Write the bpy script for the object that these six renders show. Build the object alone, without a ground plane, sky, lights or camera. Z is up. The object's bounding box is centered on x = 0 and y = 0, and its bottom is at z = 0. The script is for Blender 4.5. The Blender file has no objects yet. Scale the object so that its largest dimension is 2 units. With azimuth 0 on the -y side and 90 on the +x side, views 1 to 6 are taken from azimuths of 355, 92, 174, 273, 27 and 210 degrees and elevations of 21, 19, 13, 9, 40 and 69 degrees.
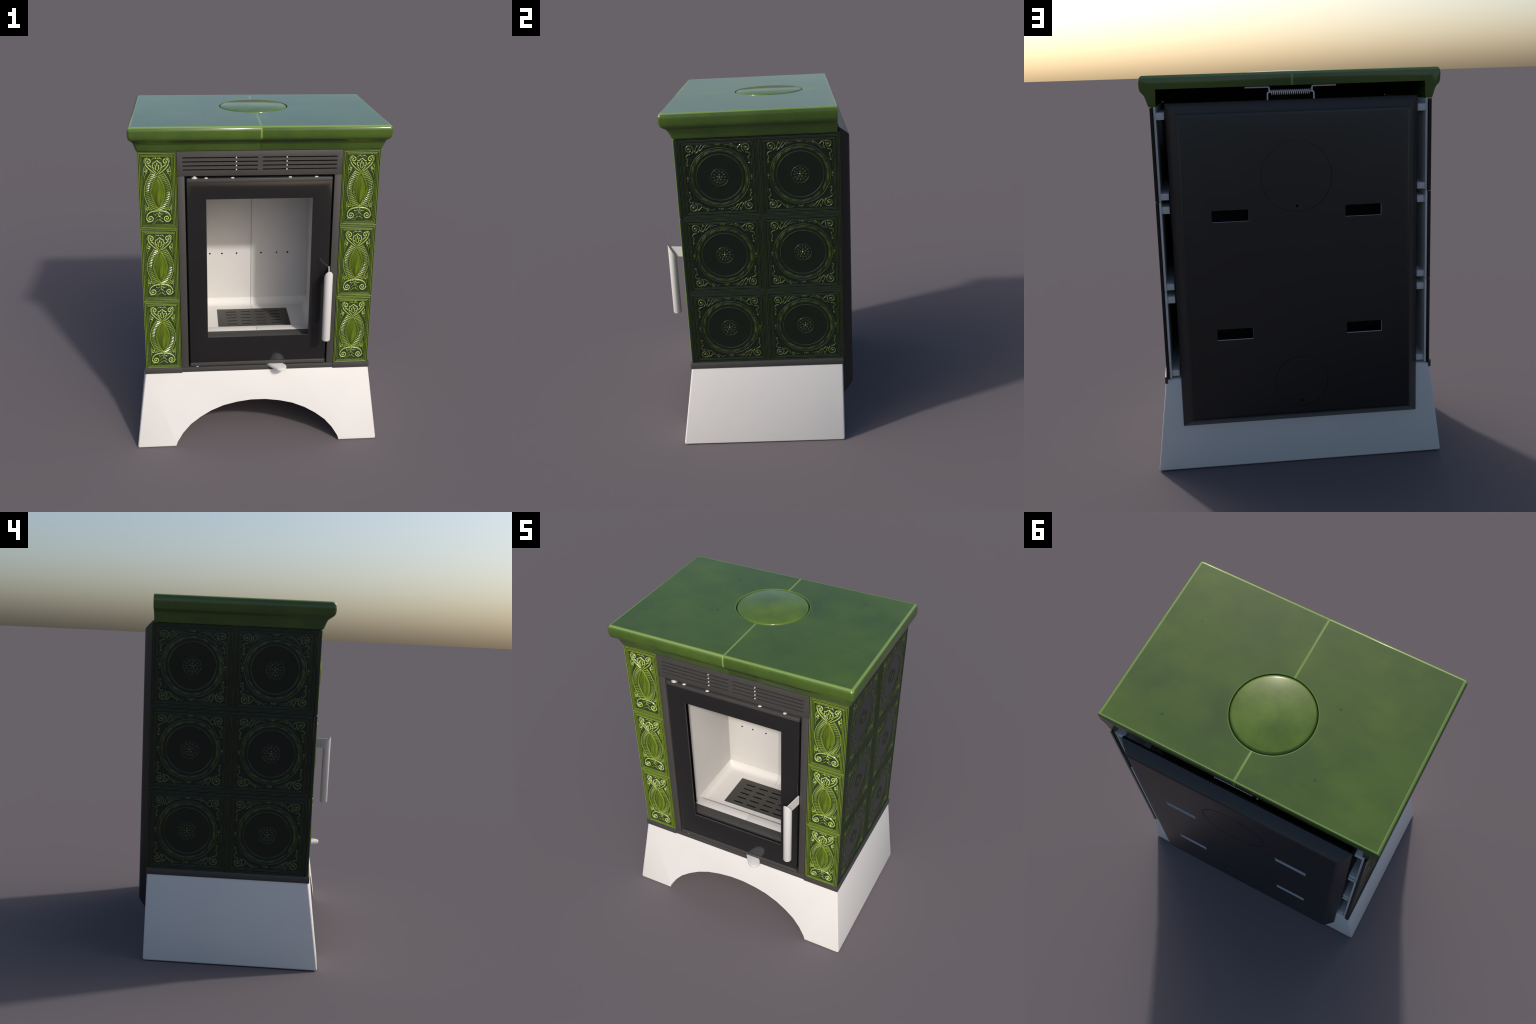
# Tiled stove: white arched plinth, dark steel body, glazed green relief tiles, glazed cornice slab.
import bpy, bmesh, math
import numpy as np
from mathutils import Vector, Matrix

scene = bpy.context.scene
coll = scene.collection


# ------------------------------------------------------------------ materials
def new_mat(name):
    m = bpy.data.materials.new(name)
    m.use_nodes = True
    nt = m.node_tree
    return m, nt, nt.nodes["Principled BSDF"]


def node(nt, kind, **props):
    n = nt.nodes.new(kind)
    for k, v in props.items():
        setattr(n, k, v)
    return n


def ramp(nt, stops, interp='LINEAR'):
    r = node(nt, "ShaderNodeValToRGB")
    r.color_ramp.interpolation = interp
    el = r.color_ramp.elements
    while len(el) < len(stops):
        el.new(0.5)
    for e, (p, c) in zip(el, stops):
        e.position = p
        e.color = (*c, 1.0)
    return r


def noise(nt, coord, scale, detail=3.0, rough=0.55):
    n = node(nt, "ShaderNodeTexNoise")
    n.inputs["Scale"].default_value = scale
    n.inputs["Detail"].default_value = detail
    n.inputs["Roughness"].default_value = rough
    nt.links.new(coord, n.inputs["Vector"])
    return n


def math_node(nt, op, a, b=None, clamp=False):
    n = node(nt, "ShaderNodeMath", operation=op, use_clamp=clamp)
    for i, v in enumerate((a, b)):
        if v is None:
            continue
        if isinstance(v, (int, float)):
            n.inputs[i].default_value = v
        else:
            nt.links.new(v, n.inputs[i])
    return n.outputs[0]


def map_range(nt, v, a, b, c=0.0, d=1.0, smooth=False):
    n = node(nt, "ShaderNodeMapRange")
    if smooth:
        n.interpolation_type = 'SMOOTHSTEP'
    nt.links.new(v, n.inputs[0])
    for i, x in zip((1, 2, 3, 4), (a, b, c, d)):
        n.inputs[i].default_value = x
    return n.outputs[0]


def mix_col(nt, fac, a, b, blend='MIX'):
    n = node(nt, "ShaderNodeMix", data_type='RGBA', blend_type=blend)
    for idx, v in ((0, fac), (6, a), (7, b)):
        if isinstance(v, (int, float)):
            n.inputs[idx].default_value = v
        elif isinstance(v, tuple):
            n.inputs[idx].default_value = (*v, 1.0)
        else:
            nt.links.new(v, n.inputs[idx])
    return n.outputs[2]


def plain(name, col, rough, metallic=0.0, spec=0.5, vary=0.04, grain=60.0, bump=0.0):
    m, nt, b = new_mat(name)
    tc = node(nt, "ShaderNodeTexCoord")
    n = noise(nt, tc.outputs["Object"], 4.0)
    lo = tuple(c * (1 - vary) for c in col)
    hi = tuple(min(1.0, c * (1 + vary)) for c in col)
    r = ramp(nt, [(0.3, lo), (0.7, hi)])
    nt.links.new(n.outputs["Fac"], r.inputs["Fac"])
    nt.links.new(r.outputs["Color"], b.inputs["Base Color"])
    b.inputs["Roughness"].default_value = rough
    b.inputs["Metallic"].default_value = metallic
    b.inputs["Specular IOR Level"].default_value = spec
    if bump:
        g = noise(nt, tc.outputs["Object"], grain, 2.0)
        bp = node(nt, "ShaderNodeBump")
        bp.inputs["Strength"].default_value = bump
        bp.inputs["Distance"].default_value = 0.002
        nt.links.new(g.outputs["Fac"], bp.inputs["Height"])
        nt.links.new(bp.outputs["Normal"], b.inputs["Normal"])
    return m


WHITE = plain("white_plaster", (0.605, 0.592, 0.580), 0.55, vary=0.015)
CHAMOTTE = plain("white_firebrick", (0.600, 0.588, 0.576), 0.6, vary=0.015)
BISQUE = plain("white_unglazed_clay", (0.58, 0.575, 0.57), 0.6, vary=0.02)
STEEL = plain("dark_grey_steel", (0.046, 0.0445, 0.0435), 0.45, vary=0.03, spec=0.4)
BACK = plain("charcoal_sheet_metal", (0.0105, 0.0105, 0.0110), 0.33, vary=0.03, spec=0.5)
BLACK = plain("black_void_steel", (0.008, 0.008, 0.009), 0.6, vary=0.02, spec=0.2)
GLASS = plain("black_printed_glass", (0.0125, 0.012, 0.0125), 0.12, vary=0.02, spec=0.5)
GRATE = plain("cast_iron", (0.042, 0.041, 0.038), 0.5, vary=0.06, spec=0.35, bump=0.1)
ENAMEL = plain("white_enamel", (0.600, 0.590, 0.582), 0.4, vary=0.01)
WIRE = plain("bright_wire", (0.62, 0.63, 0.66), 0.4, vary=0.02)


def glaze_relief(name, stops, depth_lo, depth_hi, rough=0.16, speck=0.35, jitter=0.10, spec=0.5):
    """Majolica glaze: it runs off the ridges (pale) and pools in the hollows (dark)."""
    m, nt, b = new_mat(name)
    tc = node(nt, "ShaderNodeTexCoord")
    sep = node(nt, "ShaderNodeSeparateXYZ")
    nt.links.new(tc.outputs["Object"], sep.inputs[0])
    t = map_range(nt, sep.outputs["Z"], depth_lo, depth_hi)
    n1 = noise(nt, tc.outputs["Object"], 55.0, 3.0)
    n2 = noise(nt, tc.outputs["Object"], 9.0, 2.0)
    d1 = math_node(nt, 'MULTIPLY', math_node(nt, 'SUBTRACT', n1.outputs["Fac"], 0.5), speck)
    d2 = math_node(nt, 'MULTIPLY', math_node(nt, 'SUBTRACT', n2.outputs["Fac"], 0.5), jitter)
    t = math_node(nt, 'ADD', math_node(nt, 'ADD', t, d1), d2, clamp=True)
    r = ramp(nt, stops)
    nt.links.new(t, r.inputs["Fac"])
    nt.links.new(r.outputs["Color"], b.inputs["Base Color"])
    b.inputs["Roughness"].default_value = rough
    b.inputs["Specular IOR Level"].default_value = spec
    g = noise(nt, tc.outputs["Object"], 130.0, 2.0)
    bp = node(nt, "ShaderNodeBump")
    bp.inputs["Strength"].default_value = 0.12
    bp.inputs["Distance"].default_value = 0.002
    nt.links.new(g.outputs["Fac"], bp.inputs["Height"])
    nt.links.new(bp.outputs["Normal"], b.inputs["Normal"])
    return m


GLAZE_FRONT = glaze_relief("bright_green_relief_glaze", [
    (0.0, (0.008, 0.017, 0.015)), (0.24, (0.012, 0.026, 0.016)),
    (0.42, (0.055, 0.092, 0.008)), (0.68, (0.135, 0.195, 0.011)),
    (0.88, (0.230, 0.320, 0.036)), (1.0, (0.38, 0.46, 0.15))], -0.0025, 0.0042, rough=0.15, speck=0.12)
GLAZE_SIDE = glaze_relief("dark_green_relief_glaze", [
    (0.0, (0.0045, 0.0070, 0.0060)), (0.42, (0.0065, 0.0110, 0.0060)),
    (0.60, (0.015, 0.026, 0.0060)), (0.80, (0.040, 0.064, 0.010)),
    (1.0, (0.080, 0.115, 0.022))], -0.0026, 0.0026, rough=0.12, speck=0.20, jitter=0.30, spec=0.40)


def glaze_slab():
    """Top slab glaze: mottled green, paler where it thins on the edges and beside the joint."""
    m, nt, b = new_mat("moss_green_slab_glaze")
    tc = node(nt, "ShaderNodeTexCoord")
    co = tc.outputs["Object"]
    sep = node(nt, "ShaderNodeSeparateXYZ")
    nt.links.new(co, sep.inputs[0])
    big = noise(nt, co, 3.2, 4.0, 0.6)
    r = ramp(nt, [(0.30, (0.040, 0.077, 0.0155)), (0.52, (0.054, 0.099, 0.0150)),
                  (0.75, (0.068, 0.119, 0.0150))])
    nt.links.new(big.outputs["Fac"], r.inputs["Fac"])
    streak_map = node(nt, "ShaderNodeMapping")
    streak_map.inputs["Scale"].default_value = (6.0, 22.0, 14.0)
    nt.links.new(co, streak_map.inputs["Vector"])
    st = noise(nt, streak_map.outputs[0], 1.0, 3.0)
    col = mix_col(nt, math_node(nt, 'MULTIPLY', map_range(nt, st.outputs["Fac"], 0.45, 0.75), 0.25),
                  r.outputs["Color"], (0.032, 0.070, 0.019))
    vor = node(nt, "ShaderNodeTexVoronoi")
    vor.inputs["Scale"].default_value = 5.0
    nt.links.new(co, vor.inputs["Vector"])
    col = mix_col(nt, map_range(nt, vor.outputs["Distance"], 0.02, 0.05, 0.7, 0.0), col, (0.014, 0.032, 0.011))
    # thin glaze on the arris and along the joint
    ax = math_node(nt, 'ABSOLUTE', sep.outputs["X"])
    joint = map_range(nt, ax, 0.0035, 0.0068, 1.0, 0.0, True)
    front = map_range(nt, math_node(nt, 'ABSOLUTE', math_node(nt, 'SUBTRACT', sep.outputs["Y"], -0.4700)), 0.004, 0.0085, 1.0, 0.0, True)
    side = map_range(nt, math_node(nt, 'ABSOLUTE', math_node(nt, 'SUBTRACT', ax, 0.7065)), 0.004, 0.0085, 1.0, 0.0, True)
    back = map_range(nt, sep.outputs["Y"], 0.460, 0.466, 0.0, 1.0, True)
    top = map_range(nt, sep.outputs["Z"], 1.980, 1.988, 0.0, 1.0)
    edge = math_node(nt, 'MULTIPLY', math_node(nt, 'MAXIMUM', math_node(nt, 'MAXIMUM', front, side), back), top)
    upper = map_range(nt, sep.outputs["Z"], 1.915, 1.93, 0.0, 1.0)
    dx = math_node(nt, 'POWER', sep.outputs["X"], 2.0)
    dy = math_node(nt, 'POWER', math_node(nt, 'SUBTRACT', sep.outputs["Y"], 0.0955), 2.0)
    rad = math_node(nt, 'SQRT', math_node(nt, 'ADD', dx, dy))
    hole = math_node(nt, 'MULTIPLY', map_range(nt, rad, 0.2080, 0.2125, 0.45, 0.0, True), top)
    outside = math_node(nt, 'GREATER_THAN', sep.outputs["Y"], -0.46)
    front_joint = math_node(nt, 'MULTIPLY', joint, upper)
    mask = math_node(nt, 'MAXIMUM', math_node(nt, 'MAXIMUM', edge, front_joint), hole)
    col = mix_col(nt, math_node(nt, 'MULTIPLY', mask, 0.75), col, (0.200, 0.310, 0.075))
    nt.links.new(col, b.inputs["Base Color"])
    b.inputs["Roughness"].default_value = 0.13
    b.inputs["Specular IOR Level"].default_value = 0.5
    w = noise(nt, co, 11.0, 2.0)
    bp = node(nt, "ShaderNodeBump")
    bp.inputs["Strength"].default_value = 0.06
    bp.inputs["Distance"].default_value = 0.004
    nt.links.new(w.outputs["Fac"], bp.inputs["Height"])
    nt.links.new(bp.outputs["Normal"], b.inputs["Normal"])
    return m


SLAB = glaze_slab()


def glaze_lid():
    m, nt, b = new_mat("moss_green_lid_glaze")
    tc = node(nt, "ShaderNodeTexCoord")
    n = noise(nt, tc.outputs["Object"], 7.0, 4.0, 0.6)
    r = ramp(nt, [(0.30, (0.058, 0.104, 0.0165)), (0.55, (0.086, 0.146, 0.019)), (0.8, (0.110, 0.178, 0.023))])
    nt.links.new(n.outputs["Fac"], r.inputs["Fac"])
    nt.links.new(r.outputs["Color"], b.inputs["Base Color"])
    b.inputs["Roughness"].default_value = 0.13
    return m


LID = glaze_lid()


# ------------------------------------------------------------------ mesh helpers
root = bpy.data.objects.new("tile_stove", None)
coll.objects.link(root)
root["label"] = "green glazed tile stove on white arched plinth"
root["category"] = "stove"


def add(name, mesh, mats, parent=root, matrix=None, smooth=None):
    o = bpy.data.objects.new(name, mesh)
    coll.objects.link(o)
    if mats is not None and not mesh.materials:
        for m in (mats if isinstance(mats, (list, tuple)) else [mats]):
            mesh.materials.append(m)
    if matrix is not None:
        o.matrix_world = matrix
    if parent is not None:
        o.parent = parent
    if smooth is not None:
        smooth_by_angle(mesh, smooth)
    return o


def smooth_by_angle(mesh, deg):
    mesh.polygons.foreach_set("use_smooth", [True] * len(mesh.polygons))
    mesh.set_sharp_from_angle(angle=math.radians(deg))


def make_mesh(name, verts, faces):
    me = bpy.data.meshes.new(name)
    me.from_pydata([tuple(map(float, v)) for v in verts], [], faces)
    bm = bmesh.new()
    bm.from_mesh(me)
    bmesh.ops.recalc_face_normals(bm, faces=bm.faces)
    bm.to_mesh(me)
    bm.free()
    me.update()
    return me


def box_mesh(name, lo, hi, bevel=0.0, segs=2):
    bm = bmesh.new()
    bmesh.ops.create_cube(bm, size=1.0)
    lo, hi = Vector(lo), Vector(hi)
    for v in bm.verts:
        v.co = Vector(((lo[i] + hi[i]) / 2 + v.co[i] * (hi[i] - lo[i]) for i in range(3)))
    if bevel:
        bmesh.ops.bevel(bm, geom=list(bm.edges), offset=bevel, segments=segs, profile=0.5, affect='EDGES')
    me = bpy.data.meshes.new(name)
    bm.to_mesh(me)
    bm.free()
    return me


def box(name, lo, hi, mat, bevel=0.0, parent=root, segs=2):
    return add(name, box_mesh(name, lo, hi, bevel, segs), mat, parent, smooth=40 if bevel else None)


def join_boxes(name, boxes, mat, parent=root, bevel=0.0):
    bm = bmesh.new()
    for lo, hi in boxes:
        me = box_mesh("tmp", lo, hi, bevel)
        bm.from_mesh(me)
        bpy.data.meshes.remove(me)
    me = bpy.data.meshes.new(name)
    bm.to_mesh(me)
    bm.free()
    return add(name, me, mat, parent, smooth=40 if bevel else None)


def cylinder_mesh(name, p0, p1, r0, r1=None, n=32):
    r1 = r0 if r1 is None else r1
    p0, p1 = Vector(p0), Vector(p1)
    q = (p1 - p0).to_track_quat('Z', 'Y')
    vs, fs = [], []
    for p, r in ((p0, r0), (p1, r1)):
        for i in range(n):
            a = 2 * math.pi * i / n
            vs.append(p + q @ Vector((r * math.cos(a), r * math.sin(a), 0)))
    for i in range(n):
        j = (i + 1) % n
        fs.append((i, j, n + j, n + i))
    fs.append(tuple(range(n - 1, -1, -1)))
    fs.append(tuple(range(n, 2 * n)))
    return make_mesh(name, vs, fs)


def tube_mesh(name, pts, r, n=8):
    """Round wire along a polyline (parallel-transported frame)."""
    pts = [Vector(p) for p in pts]
    vs, fs = [], []
    t0 = (pts[1] - pts[0]).normalized()
    nrm = t0.orthogonal().normalized()
    for i, p in enumerate(pts):
        a = pts[max(i - 1, 0)]
        b = pts[min(i + 1, len(pts) - 1)]
        t = (b - a).normalized()
        nrm = (nrm - t * nrm.dot(t)).normalized()
        bi = t.cross(nrm)
        for k in range(n):
            an = 2 * math.pi * k / n
            vs.append(p + (nrm * math.cos(an) + bi * math.sin(an)) * r)
    for i in range(len(pts) - 1):
        for k in range(n):
            l = (k + 1) % n
            fs.append((i * n + k, i * n + l, (i + 1) * n + l, (i + 1) * n + k))
    fs.append(tuple(range(n - 1, -1, -1)))
    fs.append(tuple(range((len(pts) - 1) * n, len(pts) * n)))
    return make_mesh(name, vs, fs)


def prism_mesh(name, outline, axis, lo, hi):
    """Extrude a closed 2D outline along an axis."""
    n = len(outline)
    def P(p, w):
        if axis == 1:
            return (p[0], w, p[1])
        if axis == 2:
            return (p[0], p[1], w)
        return (w, p[0], p[1])
    vs = [P(p, lo) for p in outline] + [P(p, hi) for p in outline]
    fs = [tuple(range(n - 1, -1, -1)), tuple(range(n, 2 * n))]
    for i in range(n):
        j = (i + 1) % n
        fs.append((i, j, n + j, n + i))
    return make_mesh(name, vs, fs)


def slot_outline(cx, cz, w, h, n=6):
    """Stadium-shaped slot."""
    pts = []
    r = h / 2
    for s, a0 in ((1, -90), (-1, 90)):
        for i in range(n + 1):
            a = math.radians(a0 + 180 * i / n)
            pts.append((cx + s * (w / 2 - r) + r * math.cos(a), cz + r * math.sin(a)))
    return pts


def merged(meshes, name):
    bm = bmesh.new()
    for me in meshes:
        bm.from_mesh(me)
        bpy.data.meshes.remove(me)
    out = bpy.data.meshes.new(name)
    bm.to_mesh(out)
    bm.free()
    return out


def cut(obj, cutter_mesh, cutter_mat=None, solver='EXACT'):
    """Boolean difference, applied."""
    if cutter_mat is not None:
        cutter_mesh.materials.clear()
        cutter_mesh.materials.append(cutter_mat)
    c = bpy.data.objects.new("cutter", cutter_mesh)
    coll.objects.link(c)
    md = obj.modifiers.new("cut", 'BOOLEAN')
    md.operation = 'DIFFERENCE'
    md.object = c
    md.solver = solver
    if cutter_mat is not None:
        md.material_mode = 'TRANSFER'
    apply_mods(obj)
    bpy.data.objects.remove(c)
    bpy.data.meshes.remove(cutter_mesh)


def apply_mods(obj):
    bpy.context.view_layer.update()
    dg = bpy.context.evaluated_depsgraph_get()
    me = bpy.data.meshes.new_from_object(obj.evaluated_get(dg))
    old = obj.data
    obj.modifiers.clear()
    me.name = old.name
    obj.data = me
    bpy.data.meshes.remove(old)


def bevel_mod(obj, width, segs=2, angle=35):
    md = obj.modifiers.new("bevel", 'BEVEL')
    md.width = width
    md.segments = segs
    md.limit_method = 'ANGLE'
    md.angle_limit = math.radians(angle)
    md.use_clamp_overlap = True
    apply_mods(obj)


# ------------------------------------------------------------------ plinth with arch
def frustum_mesh(name, z0, z1, x0, x1, yf0, yf1, yb):
    vs = [(-x0, yf0, z0), (x0, yf0, z0), (x0, yb, z0), (-x0, yb, z0),
          (-x1, yf1, z1), (x1, yf1, z1), (x1, yb, z1), (-x1, yb, z1)]
    fs = [(0, 1, 2, 3), (4, 5, 6, 7), (0, 1, 5, 4), (1, 2, 6, 5), (2, 3, 7, 6), (3, 0, 4, 7)]
    return make_mesh(name, vs, fs)


SX = (0.7445 - 0.6820) / 0.479          # slope of the flared sides
SY = (0.494 - 0.419) / 0.479           # slope of the flared front
plinth = add("plinth", frustum_mesh("plinth", 0.0, 0.4995, 0.7445, 0.7445 - SX * 0.4995,
                                    -0.494, -0.494 + SY * 0.4995, 0.4755), WHITE)
bevel_mod(plinth, 0.012, 3, 30)
half = [(0.509, -0.05), (0.509, 0.0), (0.4985, 0.033), (0.462, 0.0915), (0.4155, 0.1445), (0.3555, 0.190),
        (0.289, 0.2292), (0.2125, 0.2605), (0.131, 0.2795), (0.0435, 0.2908)]
arch = half + [(-x, z) for x, z in reversed(half)]
cut(plinth, prism_mesh("arch", arch, 1, -0.60, 0.452))
smooth_by_angle(plinth.data, 25)

# dark steel band round the top of the plinth
band_parts = [((-0.685, -0.4245, 0.4775), (-0.458, -0.40, 0.5135)), ((0.458, -0.4245, 0.4775), (0.685, -0.40, 0.5135)),
              ((-0.685, -0.401, 0.4775), (-0.667, 0.477, 0.5135)), ((0.667, -0.401, 0.4775), (0.685, 0.477, 0.5135))]


def band_mesh(s):
    """L-shaped corner trim: short front arm and long side arm."""
    o = [(0.458, -0.4235), (0.681, -0.4235), (0.6835, -0.4225), (0.6848, -0.420), (0.6848, 0.4775), (0.671, 0.4775),
         (0.671, -0.405), (0.458, -0.405)]
    return prism_mesh("corner_trim", [(s * x, y) for x, y in o], 2, 0.4775, 0.5135)


for s in (-1, 1):
    t = add("corner_trim", band_mesh(s), STEEL)
    bevel_mod(t, 0.0025, 2, 50)
    smooth_by_angle(t.data, 40)

# ------------------------------------------------------------------ front steelwork
front_frame = box("front_sill", (-0.4575, -0.4195, 0.480), (0.4575, -0.355, 0.5115), STEEL, 0.002)
for s in (-1, 1):
    lo, hi = sorted((s * 0.4195, s * 0.4605))
    box("door_jamb", (lo, -0.417, 0.512), (hi, -0.35, 1.7065), STEEL, 0.002)

vent = box("vent_panel", (-0.461, -0.4185, 1.7075), (0.461, -0.409, 1.848), STEEL, 0.0015)
rows = [1.8105, 1.7878, 1.7650, 1.7425]
slots = []
for z in rows:
    for a, b in ((-0.4295, -0.0128), (0.0132, 0.430)):
        slots.append(prism_mesh("slot", slot_outline((a + b) / 2, z, b - a, 0.0068), 1, -0.44, -0.39))
cut(vent, merged(slots, "slots"))
pins = []
for x in (-0.1325, 0.1485):
    for z in rows:
        pins.append(cylinder_mesh("pin", (x, -0.421, z), (x, -0.405, z), 0.0038, n=14))
add("vent_pin", merged(pins, "vent_pin"), ENAMEL, vent)["kind"] = "stuff"

# ------------------------------------------------------------------ door
door = box("door", (-0.4085, -0.4175, 0.5425), (0.4085, -0.4080, 1.6685), GLASS, 0.0015)
cut(door, box_mesh("win", (-0.3015, -0.45, 0.7085), (0.3015, -0.35, 1.5715)), STEEL)
rail_top = box("door_rail", (-0.4085, -0.4205, 1.669), (0.4085, -0.376, 1.6915), STEEL, 0.003, door)
rail_bot = box("door_rail", (-0.4085, -0.4205, 0.519), (0.4085, -0.376, 0.542), STEEL, 0.003, door)
inner = box("door_frame", (-0.4065, -0.4072, 0.5425), (0.4065, -0.376, 1.6685), BLACK, 0.0, door)
cut(inner, box_mesh("win", (-0.350, -0.45, 0.640), (0.350, -0.33, 1.610)))

# hinge bolts on the door's upper edge
def dome_mesh(name, r, h, rings=5, n=20):
    vs, fs = [], []
    for i in range(rings):
        a = math.pi / 2 * i / rings
        for k in range(n):
            t = 2 * math.pi * k / n
            vs.append((r * math.cos(a) * math.cos(t), r * math.cos(a) * math.sin(t), h * math.sin(a)))
    vs.append((0, 0, h))
    for i in range(rings - 1):
        for k in range(n):
            l = (k + 1) % n
            fs.append((i * n + k, i * n + l, (i + 1) * n + l, (i + 1) * n + k))
    b = (rings - 1) * n
    for k in range(n):
        fs.append((b + k, b + (k + 1) % n, len(vs) - 1))
    fs.append(tuple(range(n - 1, -1, -1)))
    return make_mesh(name, vs, fs)


bolt = dome_mesh("door_bolt", 0.0105, 0.0045)
for x in (-0.3005, -0.153, 0.170, 0.318):
    o = add("door_bolt", bolt, ENAMEL, door, Matrix.Translation((x, -0.4055, 1.6913)))
smooth_by_angle(bolt, 40)
hinge = merged([cylinder_mesh("w", (-0.365, -0.4045, 1.6913), (-0.365, -0.4045, 1.6955), 0.0165, n=28),
                cylinder_mesh("p", (-0.365, -0.4045, 1.695), (-0.365, -0.4045, 1.704), 0.0085, n=20)], "hinge_pin")
add("hinge_pin", hinge, ENAMEL, door, smooth=40)
add("hinge_pin", cylinder_mesh("hinge_pin", (-0.368, -0.404, 0.5105), (-0.368, -0.404, 0.519), 0.010, n=24), ENAMEL, door, smooth=40)

# handle: round bar cut on the slant, held by a bent flat strap
HX, HY, HR = 0.392, -0.5175, 0.0245
n = 40
vs, fs = [], []
for i in range(n):
    a = 2 * math.pi * i / n
    vs.append((HX + HR * 0.9 * math.cos(a), HY + HR * 0.9 * math.sin(a), 0.7225))
for i in range(n):
    a = 2 * math.pi * i / n
    vs.append((HX + HR * math.cos(a), HY + HR * math.sin(a), 0.727))
for i in range(n):
    a = 2 * math.pi * i / n
    y = HY + HR * math.sin(a)
    vs.append((HX + HR * math.cos(a), y, 1.168 - (y + 0.542) * 1.70))
for ring in (0, 1):
    for i in range(n):
        j = (i + 1) % n
        fs.append((ring * n + i, ring * n + j, ring * n + n + j, ring * n + n + i))
fs.append(tuple(range(n - 1, -1, -1)))
fs.append(tuple(range(2 * n, 3 * n)))
handle = add("door_handle", make_mesh("door_handle", vs, fs), ENAMEL, door, smooth=40)
path = [(0.3895, -0.522), (0.3975, -0.476), (0.4075, -0.414)]
th = 0.007
strap = [(x, y) for x, y in path] + [(x + th, y) for x, y in reversed(path)]
sm = prism_mesh("handle_strap", strap, 2, 1.089, 1.150)
for v in sm.vertices:                      # the strap's end is mitred with the bar
    if v.co.y < -0.51 and v.co.z < 1.1:
        v.co.y += 0.030
add("handle_strap", sm, ENAMEL, handle)

# air lever under the door
d = Vector((0.62, -0.785))
pn = Vector((-d.y, d.x))
tip = Vector((0.134, -0.4545))
out = []
R = 0.0355
for i in range(17):
    a = math.radians(-90 + 180 * i / 16)
    out.append(tip + d * R * math.cos(a) + pn * R * math.sin(a))
tail = tip - d * 0.10
out += [tail + pn * R, tail - pn * R]
lever = add("air_lever", prism_mesh("air_lever", [(p.x, p.y) for p in out], 2, 0.5035, 0.5215), ENAMEL)
bevel_mod(lever, 0.003, 2, 50)
smooth_by_angle(lever.data, 40)

# ------------------------------------------------------------------ body and firebox
join_boxes("stove_body", [
    ((-0.516, -0.281, 0.501), (-0.405, 0.3400, 1.650)), ((0.405, -0.281, 0.501), (0.516, 0.3400, 1.650)),
    ((-0.4045, 0.2035, 0.501), (0.4045, 0.3400, 1.650)), ((-0.516, 0.3405, 0.501), (0.516, 0.3600, 1.815)), ((-0.4045, -0.281, 1.6455), (0.4045, 0.203, 1.650)),
    ((-0.4045, -0.281, 0.501), (0.4045, 0.203, 0.520))], BLACK)
for y0, y1, w, zt in ((-0.3755, -0.3700, 0.383, 1.7065), (-0.2860, -0.2815, 0.3705, 1.650)):
    plate = add("body_front", box_mesh("body_front", (-0.46, y0, 0.5125), (0.46, y1, zt)), BLACK)
    cut(plate, box_mesh("win", (-w, -0.40, 0.640), (w, -0.20, 1.640)))
for s_ in (-1, 1):
    lo, hi = sorted((s_ * 0.3815, s_ * 0.405))
    box("door_cheek", (lo, -0.3695, 0.5130), (hi, -0.2865, 1.6490), BLACK)
sill_profile = [(-0.3055, 0.6405), (-0.3055, 0.6920), (-0.3300, 0.6905), (-0.3500, 0.6850), (-0.3585, 0.6780), (-0.3610, 0.6680), (-0.3610, 0.6405)]
add("firebox_sill", prism_mesh("firebox_sill", sill_profile, 0, -0.3700, 0.3700), STEEL, smooth=35)
box("body_cover", (-0.516, -0.281, 1.6505), (0.516, 0.340, 1.656), BISQUE)
box("front_lintel", (-0.640, -0.3772, 1.836), (0.640, -0.3720, 1.920), BLACK)
box("vent_screen", (-0.516, -0.100, 1.6565), (0.516, -0.095, 1.840), BLACK)
add("flue_pipe", cylinder_mesh("flue_pipe", (0, 0.0955, 1.6565), (0, 0.0955, 1.93), 0.085, n=40), BLACK, smooth=40)

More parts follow.
